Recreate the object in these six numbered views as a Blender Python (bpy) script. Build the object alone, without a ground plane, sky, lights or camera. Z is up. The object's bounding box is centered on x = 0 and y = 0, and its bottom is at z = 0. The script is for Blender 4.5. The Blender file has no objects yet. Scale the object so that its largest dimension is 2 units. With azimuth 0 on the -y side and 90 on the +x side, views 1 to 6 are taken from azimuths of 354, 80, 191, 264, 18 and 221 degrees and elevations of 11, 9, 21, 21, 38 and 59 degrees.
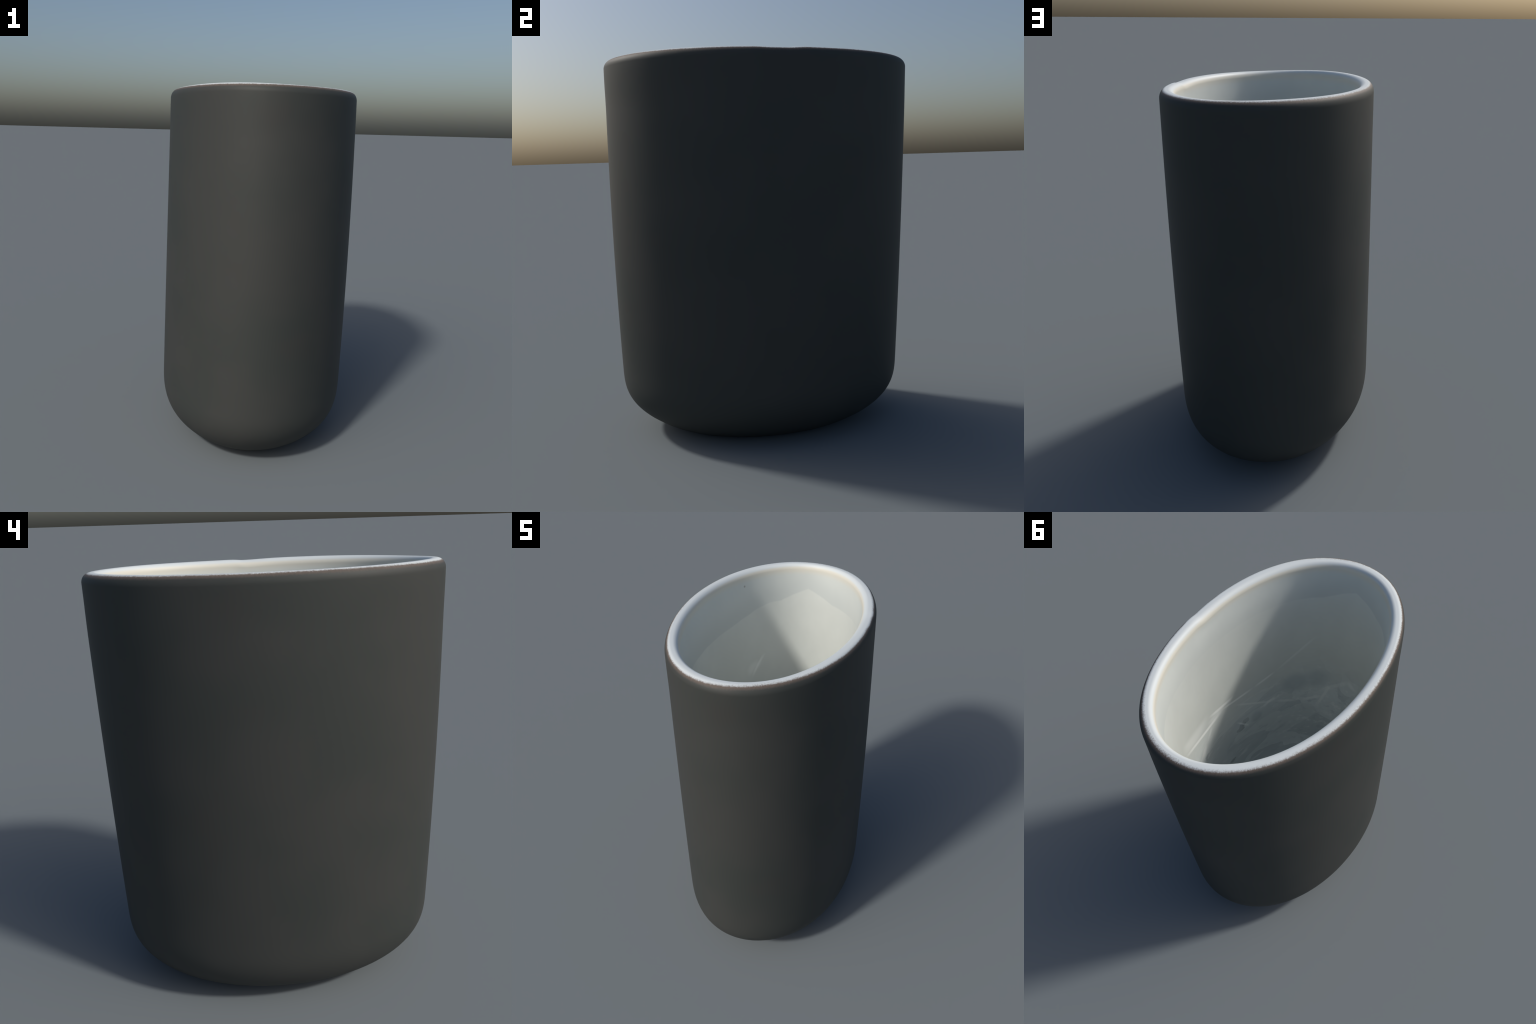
# A tall oval stoneware cup: matt charcoal outside, white glaze inside and on the rim,
# leaning very slightly. The whole wall is one lofted surface (underside -> outer wall ->
# rounded rim -> inner wall -> floor) that is then separated into named parts.
import bpy, math, random
import numpy as np
from mathutils import noise, Vector

random.seed(7)
NT = 480                                   # points round the oval

# ------------------------------------------------------------------ dimensions
YAW, TWIST = 1.5569, 0.0135                 # long axis of the oval, close to +y
H = 1.9842                                 # height along the cup's own axis
LEAN = (0.0233, 0.0156)                    # shift of the axis per metre of height
PLANE = (-0.0069, -0.0091)                 # slope of the foot and rim planes
CENTRE = (-0.0022, -0.0056, 0.0057)
BOW = (0.0174, -0.0166)                    # slight bend of the axis
LONG = dict(top=0.8056, foot=0.7775, bulge=0.0108, corner=0.248, hc=0.333, n=3.068, m=0.9062, shoulder=0.0422, wall=0.076, wall_low=0.087, swell=0.002)
SHORT = dict(top=0.533, foot=0.5395, bulge=0.0064, corner=0.199, hc=0.3352, n=3.0426, m=1.0502, shoulder=0.030, wall=0.074, wall_low=0.080, swell=0.004)
FLOOR = 0.17                               # height of the inside floor
SHOULDER_Z = 0.0422                        # height of the rounded outer shoulder
LIP_Z = 0.036                              # height of the rounded inner lip
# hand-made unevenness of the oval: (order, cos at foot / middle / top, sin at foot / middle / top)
UNEVEN = [(3, (0.0010, -0.0016, -0.0047), (0.0020, 0.0026, 0.0001)),
          (4, (-0.0045, -0.0033, -0.0038), (-0.0020, -0.0034, -0.0041)),
          (5, (-0.0005, 0.0004, 0.0002), (0.0000, 0.0011, 0.0008))]
TOP_WAVE = (-0.0013, -0.0003, -0.0005, 0.0007)
# waviness of the rim, radial and vertical: mean, then cos/sin of orders 1..5
RIM_R = [0.0007, -0.0027, -0.0003, 0.0001, -0.0004, -0.0002, -0.0008, 0.0001, 0.0004, 0.0005, -0.0003]
RIM_Z = [-0.00027, 0.00045, -0.00027, 0.00108, 9e-05, 0.00072, 0.00045, -0.00054, -0.00054, -0.00018, 0.00063]
DENT = (4.775, 0.110, 0.035, -0.0042, -0.0030)      # small dent: angle, width before and after, drop, push


def half_axis(d, z):
    """Half axis of the outer oval at height z, shoulder rounding left out."""
    t = z / H
    line = d['foot'] + (d['top'] - d['foot']) * t + d['bulge'] * 4 * t * (1 - t)
    u = min(max(1 - z / d['hc'], 0), 1)
    return line - d['corner'] * (1 - max(1 - u ** d['n'], 0) ** (1 / d['m']))


def wall_at(d, z):
    t = min(max((H - z) / 0.25, 0), 1)
    swell = d['swell'] * math.exp(-((H - z - 0.16) / 0.10) ** 2)
    return swell + d['wall'] + (d['wall_low'] - d['wall']) * t


def inner_axis(d, z):
    """Half axis of the hollow: wall parallel to the outside, rounded into the floor."""
    t = z / H
    line = d['foot'] + (d['top'] - d['foot']) * t + d['bulge'] * 4 * t * (1 - t) - wall_at(d, z)
    hc = 0.24
    u = min(max(1 - (z - FLOOR) / hc, 0), 1)
    return line - 0.17 * (1 - max(1 - u ** 2.4, 0) ** (1 / 1.6))


# each ring: (part, height, long half axis, short half axis)
rings = []
A0, B0 = half_axis(LONG, 0), half_axis(SHORT, 0)
for f in (0.02, 0.15, 0.3, 0.45, 0.6, 0.75, 0.88, 0.96):
    rings.append(('base', 0.0, A0 * f, B0 * f))
for i in range(0, 41):                     # rounded foot
    z = 0.34 * (1 - math.cos(i / 40 * math.pi / 2))
    rings.append(('body', z, half_axis(LONG, z), half_axis(SHORT, z)))
zt = H - SHOULDER_Z
for i in range(1, 61):                     # outer wall
    z = 0.34 + (zt - 0.34) * i / 60
    rings.append(('body', z, half_axis(LONG, z), half_axis(SHORT, z)))
for i in range(1, 17):                     # outer shoulder, up to the crown of the rim
    q = i / 16 * math.pi / 2
    z = zt + SHOULDER_Z * math.sin(q)
    k = 1 - math.cos(q)
    rings.append(('body' if i < 6 else 'rim', z, half_axis(LONG, z) - LONG['shoulder'] * k, half_axis(SHORT, z) - SHORT['shoulder'] * k))
la, lb = rings[-1][2], rings[-1][3]
ia, ib = inner_axis(LONG, H - LIP_Z), inner_axis(SHORT, H - LIP_Z)
LIP_A, LIP_B = 0.026, 0.034
for i in range(1, 5):                      # flat crown
    f = i / 4
    rings.append(('rim', H, la + (ia + LIP_A - la) * f, lb + (ib + LIP_B - lb) * f))
for i in range(1, 13):                     # inner lip
    q = i / 12 * math.pi / 2
    z = H - LIP_Z * (1 - math.cos(q))
    rings.append(('rim', z, ia + LIP_A * (1 - math.sin(q)), ib + LIP_B * (1 - math.sin(q))))
z0 = H - LIP_Z
for i in range(1, 61):                     # inner wall
    z = z0 + (FLOOR + 0.24 - z0) * i / 60
    rings.append(('interior', z, inner_axis(LONG, z), inner_axis(SHORT, z)))
for i in range(1, 31):                     # rounded into the floor
    z = FLOOR + 0.24 * (1 - math.sin(i / 30 * math.pi / 2))
    rings.append(('interior' if i < 22 else 'floor', z, inner_axis(LONG, z), inner_axis(SHORT, z)))
fa, fb = rings[-1][2], rings[-1][3]
for i in range(1, 40):
    f = 1 - i / 40
    rings.append(('floor', FLOOR, fa * f, fb * f))

# ------------------------------------------------------------------ the loft
th = np.linspace(0, 2 * math.pi, NT, endpoint=False)


def ease(t):
    t = min(max(t, 0), 1)
    return t * t * (3 - 2 * t)


def place(ring):
    part, z, a, b = ring
    t = z / H
    foot, mid, top = 2 * (t - .5) * (t - 1), 4 * t * (1 - t), 2 * t * (t - .5)
    g = np.ones(NT)
    for k, c, sn in UNEVEN:
        g += (c[0] * foot + c[1] * mid + c[2] * top) * np.cos(k * th) + (sn[0] * foot + sn[1] * mid + sn[2] * top) * np.sin(k * th)
    X, Y = a * np.cos(th) * g, b * np.sin(th) * g
    w = YAW + TWIST * (t - 0.5)
    x, y = math.cos(w) * X - math.sin(w) * Y, math.sin(w) * X + math.cos(w) * Y
    wave = TOP_WAVE[0] * np.cos(2 * th) + TOP_WAVE[1] * np.sin(2 * th) + TOP_WAVE[2] * np.cos(3 * th) + TOP_WAVE[3] * np.sin(3 * th)
    dr, dz = np.full(NT, RIM_R[0]), np.full(NT, RIM_Z[0])
    for k in range(1, 6):
        dr += RIM_R[2 * k - 1] * np.cos(k * th) + RIM_R[2 * k] * np.sin(k * th)
        dz += RIM_Z[2 * k - 1] * np.cos(k * th) + RIM_Z[2 * k] * np.sin(k * th)
    off = (th - DENT[0] + math.pi) % (2 * math.pi) - math.pi
    dent = np.exp(-off ** 2 / (2 * np.where(off < 0, DENT[1], DENT[2]) ** 2))
    dz = dz + DENT[3] * dent
    if part in ('body', 'rim'):                # the dent is pressed into the outer shoulder only
        dr = dr + DENT[4] * dent * ease((H - z) / (0.5 * SHOULDER_Z))
    length = np.hypot(x, y) + 1e-9
    kr, kz = ease((z - 1.72) / 0.21), ease((z - 1.80) / 0.16)
    Z = z + CENTRE[2] + PLANE[0] * x + PLANE[1] * y + wave * t ** 3 + kz * dz
    x, y = x * (1 + kr * dr / length), y * (1 + kr * dr / length)
    x = x + CENTRE[0] + LEAN[0] * (z - 1) + BOW[0] * t * (1 - t)
    y = y + CENTRE[1] + LEAN[1] * (z - 1) + BOW[1] * t * (1 - t)
    return np.stack([x, y, Z], -1)


P = np.stack([place(r) for r in rings])
part_of = [r[0] for r in rings]

# lumpy floor: the glaze has run into low lumps and wrinkles
for i, r in enumerate(rings):
    if r[1] < FLOOR + 0.12 and part_of[i] in ('interior', 'floor') and i > 100:
        k = 1 - max(0, (r[1] - FLOOR) / 0.12)
        for j in range(NT):
            x, y, z = P[i, j]
            v = Vector((x * 5, y * 5, 3.0))
            P[i, j, 2] += k * (0.022 * noise.noise(v) + 0.014 * noise.noise(v * 2.7) + 0.02 * abs(noise.noise(v * 1.6 + Vector((9, 2, 0)))))

# a few low lumps and facets on the lower inner wall: centre, radius, height
LUMPS = [((0.380, 0.340, 0.760), 0.12, 0.048), ((0.445, -0.083, 0.844), 0.05, 0.014), ((0.424, -0.235, 0.843), 0.06, 0.012),
         ((0.439, 0.039, 0.600), 0.06, 0.014), ((-0.25, 0.57, 0.86), 0.06, 0.03), ((0.263, 0.490, 0.330), 0.09, -0.035), ((0.06, 0.66, 0.55), 0.06, 0.02)]
hollow = [i for i in range(100, len(rings)) if part_of[i] in ('interior', 'floor')]
for c, r, h in LUMPS:
    d = np.linalg.norm(P[hollow] - np.array(c), axis=-1)
    k = h * np.exp(-(d / r) ** 2 * 1.5)
    inward = -P[hollow][..., :2]
    inward /= np.linalg.norm(inward, axis=-1, keepdims=True) + 1e-9
    P[hollow, :, :2] += inward * k[..., None]

NR = len(rings)
verts = P.reshape(-1, 3).tolist()
faces, fpart = [], []
for i in range(NR - 1):
    tag = part_of[i + 1] if part_of[i + 1] != 'body' or part_of[i] != 'base' else 'base'
    for j in range(NT):
        k = (j + 1) % NT
        faces.append((i * NT + j, i * NT + k, (i + 1) * NT + k, (i + 1) * NT + j))
        fpart.append(tag)
c0 = len(verts); verts.append(P[0].mean(0).tolist())
c1 = len(verts); verts.append(P[-1].mean(0).tolist())
for j in range(NT):
    k = (j + 1) % NT
    faces.append((c0, k, j)); fpart.append('base')
    faces.append((c1, (NR - 1) * NT + j, (NR - 1) * NT + k)); fpart.append('floor')

whole = bpy.data.meshes.new('whole')
whole.from_pydata(verts, [], faces)
whole.polygons.foreach_set('use_smooth', [True] * len(faces))
whole.update()
nrm = np.zeros(len(verts) * 3)
whole.vertices.foreach_get('normal', nrm)
nrm = nrm.reshape(-1, 3)

# ------------------------------------------------------------------ materials


class Nodes:
    def __init__(self, name):
        self.mat = bpy.data.materials.new(name)
        self.mat.use_nodes = True
        self.t = self.mat.node_tree
        self.bsdf = self.t.nodes['Principled BSDF']
        self.obj = self.new('ShaderNodeTexCoord').outputs['Object']

    def new(self, kind, **props):
        n = self.t.nodes.new(kind)
        for k, v in props.items():
            setattr(n, k, v)
        return n

    def put(self, sock, v):
        if isinstance(v, bpy.types.NodeSocket):
            self.t.links.new(v, sock)
        else:
            sock.default_value = v

    def math(self, op, a, b=0.0, clamp=False):
        n = self.new('ShaderNodeMath', operation=op, use_clamp=clamp)
        self.put(n.inputs[0], a); self.put(n.inputs[1], b)
        return n.outputs[0]

    def smooth(self, v, lo, hi):
        if lo > hi:
            return self.math('SUBTRACT', 1.0, self.smooth(v, hi, lo))
        n = self.new('ShaderNodeMapRange', interpolation_type='SMOOTHSTEP')
        self.put(n.inputs['Value'], v)
        self.put(n.inputs['From Min'], lo); self.put(n.inputs['From Max'], hi)
        return n.outputs['Result']

    def noise(self, scale, detail=3, stretch=(1, 1, 1), rough=0.5, turn=(0, 0, 0)):
        m = self.new('ShaderNodeMapping')
        self.put(m.inputs['Vector'], self.obj); m.inputs['Scale'].default_value = stretch
        m.inputs['Rotation'].default_value = [math.radians(a) for a in turn]
        n = self.new('ShaderNodeTexNoise')
        self.put(n.inputs['Vector'], m.outputs[0])
        n.inputs['Scale'].default_value = scale; n.inputs['Detail'].default_value = detail
        n.inputs['Roughness'].default_value = rough
        return n.outputs['Fac']

    def mix(self, f, a, b):
        n = self.new('ShaderNodeMix', data_type='RGBA')
        self.put(n.inputs[0], f)
        self.put(n.inputs[6], a if isinstance(a, bpy.types.NodeSocket) else (*a, 1))
        self.put(n.inputs[7], b if isinstance(b, bpy.types.NodeSocket) else (*b, 1))
        return n.outputs[2]

    def plane(self, nx, ny, nz, off=0.0):
        n = self.new('ShaderNodeVectorMath', operation='DOT_PRODUCT')
        self.put(n.inputs[0], self.obj); n.inputs[1].default_value = (nx, ny, nz)
        return self.math('ADD', n.outputs['Value'], off)

    def spot(self, x, y, z, r, ragged=0.0):
        n = self.new('ShaderNodeVectorMath', operation='DISTANCE')
        self.put(n.inputs[0], self.obj); n.inputs[1].default_value = (x, y, z)
        d = n.outputs['Value']
        if ragged:
            d = self.math('ADD', d, self.math('MULTIPLY', self.math('SUBTRACT', self.noise(18, 2, (1, 0.5, 1)), 0.5), ragged))
            return self.math('SUBTRACT', 1.0, self.smooth(d, r * 0.75, r))
        return self.math('SUBTRACT', 1.0, self.smooth(d, r * 0.4, r))

    def facets(self, scale):
        m = self.new('ShaderNodeMapping')
        self.put(m.inputs['Vector'], self.obj)
        m.inputs['Rotation'].default_value = (math.radians(38), math.radians(-12), math.radians(8))
        m.inputs['Scale'].default_value = (1.0, 0.38, 1.0)
        w = self.new('ShaderNodeTexNoise')
        self.put(w.inputs['Vector'], m.outputs[0]); w.inputs['Scale'].default_value = 6
        add = self.new('ShaderNodeMix', data_type='VECTOR')
        add.inputs[0].default_value = 0.12
        self.put(add.inputs[4], m.outputs[0]); self.put(add.inputs[5], w.outputs['Color'])
        v = self.new('ShaderNodeTexVoronoi')
        self.put(v.inputs['Vector'], add.outputs[1]); v.inputs['Scale'].default_value = scale
        sep = self.new('ShaderNodeSeparateColor')
        self.put(sep.inputs[0], v.outputs['Color'])
        return sep.outputs[0]

    def bump(self, h, strength, dist):
        n = self.new('ShaderNodeBump')
        n.inputs['Strength'].default_value = strength; n.inputs['Distance'].default_value = dist
        self.put(n.inputs['Height'], h)
        self.put(self.bsdf.inputs['Normal'], n.outputs[0])


DARK_A, DARK_B = (0.0472, 0.0493, 0.0464), (0.0413, 0.0463, 0.0432)
WHITE = (0.62, 0.67, 0.685)
BROWN = (0.155, 0.118, 0.098)
INSIDE = (0.66, 0.695, 0.665)
CREAM = (0.66, 0.63, 0.54)
WARM = (0.049, 0.046, 0.043)
DULL = (0.565, 0.605, 0.59)
SMUDGE = (0.47, 0.53, 0.55)
DEEP_TINT = (0.69, 0.755, 0.765)  # lighter and bluer than INSIDE, mixed in over the lower wall and floor
PALE = (0.80, 0.86, 0.86)
BRIGHT = (0.93, 0.96, 0.94)
DARK_PATCH = (0.26, 0.30, 0.315)
# pale streaks on the lower wall: two points on the wall, half width, strength
STREAKS = [((0.353, 0.450, 1.265), (0.453, 0.040, 1.201), 0.009, 1.0),
           ((0.453, 0.040, 1.201), (0.431, -0.230, 1.167), 0.008, 0.8),
           ((0.431, -0.230, 1.167), (0.384, -0.387, 1.209), 0.008, 0.6),
           ((0.384, -0.387, 1.209), (0.236, -0.611, 1.437), 0.010, 0.25),
           ((0.349, 0.464, 1.330), (0.443, 0.160, 1.256), 0.034, 0.45),
           ((0.443, 0.160, 1.256), (0.452, -0.079, 1.224), 0.010, 0.8),
           ((0.440, 0.190, 1.200), (0.454, 0.010, 1.215), 0.022, 0.4),
           ((0.385, 0.360, 0.985), (0.425, 0.240, 1.070), 0.014, 0.8),
           ((0.397, 0.331, 0.960), (0.418, 0.262, 1.020), 0.010, 0.7),
           ((0.423, 0.244, 1.066), (0.440, 0.167, 1.155), 0.009, 0.5),
           ((0.452, -0.076, 1.120), (0.380, -0.385, 0.903), 0.009, 0.45),
           ((0.380, -0.385, 0.903), (0.294, -0.532, 0.834), 0.012, 0.45),
           ((0.294, -0.532, 0.834), (0.176, -0.643, 0.861), 0.014, 0.5),
           ((0.221, -0.610, 0.911), (0.021, -0.703, 1.063), 0.020, 0.35),
           ((0.215, -0.611, 0.731), (0.149, -0.661, 0.949), 0.016, 0.5),
           ((0.026, -0.702, 1.063), (-0.052, -0.703, 0.983), 0.020, 0.45),
           ((0.447, -0.070, 0.930), (0.434, -0.171, 0.800), 0.009, 0.6),
           ((0.410, -0.280, 0.930), (0.380, -0.385, 0.960), 0.012, 0.5),
           ((-0.309, 0.486, 1.281), (-0.231, 0.585, 1.355), 0.030, 0.3),
           ((-0.279, 0.527, 1.255), (-0.211, 0.606, 1.404), 0.009, 0.4)]
# dark smudges: centre, radius, strength
SMUDGES = [((0.30, -0.50, 1.02), 0.13, 0.7), ((0.20, -0.60, 1.03), 0.12, 0.6), ((0.424, -0.225, 0.850), 0.07, 0.7), ((0.435, 0.02, 0.74), 0.07, 0.5)]
DARK_PATCHES = [((0.445, -0.090, 0.845), 0.040, 0.5), ((0.440, -0.130, 0.880), 0.030, 0.35), ((0.439, 0.039, 0.600), 0.035, 0.6), ((0.425, 0.262, 0.930), 0.026, 0.4)]
SPECKS_IN = [(-0.311, 0.510, 1.906)]
SPECKS_OUT = [(-0.536, 0.06, 1.30), (-0.30, -0.66, 0.80)]


def glaze_outside(name):
    """Charcoal body; at the shoulder the glaze breaks to brown and then to the white of the rim."""
    n = Nodes(name)
    base = n.mix(n.smooth(n.noise(2.2, 2), 0.38, 0.62), DARK_A, DARK_B)
    base = n.mix(n.math('MULTIPLY', n.smooth(n.noise(4.5, 3), 0.55, 0.75), 0.45), base, WARM)
    for x, y, z in SPECKS_OUT:
        base = n.mix(n.math('MULTIPLY', n.spot(x, y, z, 0.008), 0.5), base, (0.14, 0.10, 0.085))
    below = n.plane(PLANE[0], PLANE[1] + 0.0022, -1, H + CENTRE[2])      # distance under the rim plane
    below = n.math('SUBTRACT', below, n.math('MULTIPLY', n.spot(0.54, 0.03, 1.985, 0.13), 0.0035))
    rag = n.math('ADD', n.math('MULTIPLY', n.math('SUBTRACT', n.noise(130, 3, (1, 1, 0.3), 0.7), 0.5), 0.0085),
                 n.math('MULTIPLY', n.math('SUBTRACT', n.noise(7, 2), 0.5), 0.0025))
    edge = n.math('ADD', below, rag)
    brown = n.math('SUBTRACT', 1.0, n.smooth(edge, 0.004, 0.020))
    col = n.mix(n.math('MULTIPLY', brown, 0.8), base, BROWN)
    white = n.math('SUBTRACT', 1.0, n.smooth(edge, 0.0003, 0.0075))
    col = n.mix(white, col, WHITE)
    n.put(n.bsdf.inputs['Base Color'], col)
    n.bsdf.inputs['Roughness'].default_value = 0.6
    n.bsdf.inputs['Specular IOR Level'].default_value = 0.3
    n.bump(n.noise(160, 2), 0.04, 0.002)
    return n.mat


SEEN_FROM = (-1.372, 1.612, 4.384)         # the smears in the hollow fan out from about here


def glaze_inside(name):
    """Pale glaze: cream line under the lip, a faint step lower down, smears and mottling towards the floor."""
    n = Nodes(name)
    z = n.plane(0, 0, 1)
    col = n.mix(n.smooth(n.noise(5, 5, (1, 1, 0.6), 0.6), 0.3, 0.7), INSIDE, tuple(c * 0.95 for c in INSIDE))
    # the step: a duller band above an oval line that peaks at both narrow ends
    peak = n.math('SUBTRACT', 1.0, n.math('MULTIPLY', n.math('ABSOLUTE', n.plane(1, 0, 0, -0.04)), 1 / 0.17), True)
    line = n.math('SUBTRACT', z, n.math('ADD', 1.757, n.math('MULTIPLY', peak, 0.075)))
    line = n.math('ADD', line, n.math('MULTIPLY', n.math('SUBTRACT', n.noise(6, 2), 0.5), 0.02))
    line = n.math('ADD', line, n.math('MULTIPLY', n.smooth(n.plane(-1, 0, 0), 0.18, 0.42), 0.08))
    above = n.math('MULTIPLY', n.smooth(line, -0.006, 0.006), n.math('SUBTRACT', 1.0, n.math('MULTIPLY', n.smooth(line, 0.02, 0.17), 0.6)))
    above = n.math('MULTIPLY', above, n.math('SUBTRACT', 1.0, n.math('MULTIPLY', n.smooth(n.plane(1, 0, 0), 0.22, 0.40), 0.75)))
    col = n.mix(above, col, DULL)
    # smeared lower wall and floor
    deep = n.math('SUBTRACT', 1.0, n.smooth(n.math('ADD', z, n.math('MULTIPLY', n.noise(3, 3), 0.35)), 0.95, 1.45))
    # angular patches, drawn out along a slanting direction, with dark and pale wisps
    col = n.mix(n.math('MULTIPLY', deep, 0.7), col, DEEP_TINT)
    facet = n.facets(7.0)
    col = n.mix(n.math('MULTIPLY', deep, n.math('MULTIPLY', n.smooth(facet, 0.5, 0.95), 0.5)), col, SMUDGE)
    col = n.mix(n.math('MULTIPLY', deep, n.math('MULTIPLY', n.smooth(facet, 0.55, 0.1), 0.35)), col, PALE)
    fine = n.noise(22, 5, (0.9, 0.3, 0.7), 0.7)
    col = n.mix(n.math('MULTIPLY', deep, n.math('MULTIPLY', n.smooth(fine, 0.54, 0.68), 0.4)), col, SMUDGE)
    col = n.mix(n.math('MULTIPLY', deep, n.math('MULTIPLY', n.smooth(fine, 0.46, 0.34), 0.3)), col, PALE)
    wisp = n.noise(16, 4, (1.0, 0.16, 1.0), 0.6, (38, -12, 8))
    col = n.mix(n.math('MULTIPLY', deep, n.math('MULTIPLY', n.smooth(wisp, 0.56, 0.68), 0.45)), col, BRIGHT)
    col = n.mix(n.math('MULTIPLY', deep, n.math('MULTIPLY', n.smooth(wisp, 0.44, 0.33), 0.4)), col, SMUDGE)
    for p, r, k in SMUDGES:
        col = n.mix(n.math('MULTIPLY', n.spot(*p, r), k), col, SMUDGE)
    for p, r, k in DARK_PATCHES:
        col = n.mix(n.math('MULTIPLY', n.spot(*p, r, 0.12), k), col, DARK_PATCH)
    for a, b, w, k in STREAKS:
        a, b = Vector(a), Vector(b)
        nn = (b - a).cross(Vector(SEEN_FROM) - a).normalized()
        mid, half = (a + b) / 2, (b - a).length / 2
        d = n.math('ABSOLUTE', n.plane(*nn, -nn.dot(a)))
        m = n.math('MULTIPLY', n.math('SUBTRACT', 1.0, n.smooth(d, w * 0.2, w)), n.spot(*mid, half * 1.15))
        col = n.mix(n.math('MULTIPLY', m, k), col, BRIGHT)
    for p in SPECKS_IN:
        col = n.mix(n.math('MULTIPLY', n.spot(*p, 0.009), 0.6), col, (0.25, 0.22, 0.19))
    below = n.plane(PLANE[0], PLANE[1], -1, H + CENTRE[2])
    lip = n.math('MULTIPLY', n.smooth(below, 0.008, 0.022), n.math('SUBTRACT', 1.0, n.smooth(below, 0.028, 0.070)))
    col = n.mix(n.math('SUBTRACT', 1.0, n.smooth(below, 0.008, 0.024)), col, WHITE)
    col = n.mix(n.math('MULTIPLY', lip, 0.75), col, CREAM)
    n.put(n.bsdf.inputs['Base Color'], col)
    n.bsdf.inputs['Roughness'].default_value = 0.5
    n.bsdf.inputs['Specular IOR Level'].default_value = 0.4
    return n.mat


outside = glaze_outside('charcoal_glaze')
inside = glaze_inside('white_glaze')

# ------------------------------------------------------------------ named parts
cup = bpy.data.objects.new('cup', None)
bpy.context.scene.collection.objects.link(cup)
cup['label'] = 'tall oval cup, matt charcoal outside, white glazed inside'
cup['category'] = 'cup'

# the shoulder carries the ragged edge, so the outer half of the rim has the outside glaze
crown = next(i for i, r in enumerate(rings) if r[1] >= H - 1e-9)
for name in ('base', 'body', 'rim', 'interior', 'floor'):
    ids = [f for f, p in enumerate(fpart) if p == name]
    used = sorted({v for f in ids for v in faces[f]})
    remap = {v: i for i, v in enumerate(used)}
    me = bpy.data.meshes.new(name)
    me.from_pydata([verts[v] for v in used], [], [[remap[v] for v in faces[f]] for f in ids])
    me.materials.append(outside if name in ('base', 'body', 'rim') else inside)
    if name == 'rim':
        me.materials.append(inside)
        me.polygons.foreach_set('material_index', [0 if min(faces[f]) // NT < crown else 1 for f in ids])
    me.polygons.foreach_set('use_smooth', [True] * len(ids))
    me.update()
    me.normals_split_custom_set_from_vertices([nrm[v].tolist() for v in used])
    ob = bpy.data.objects.new(name, me)
    bpy.context.scene.collection.objects.link(ob)
    ob.parent = cup
bpy.data.meshes.remove(whole)
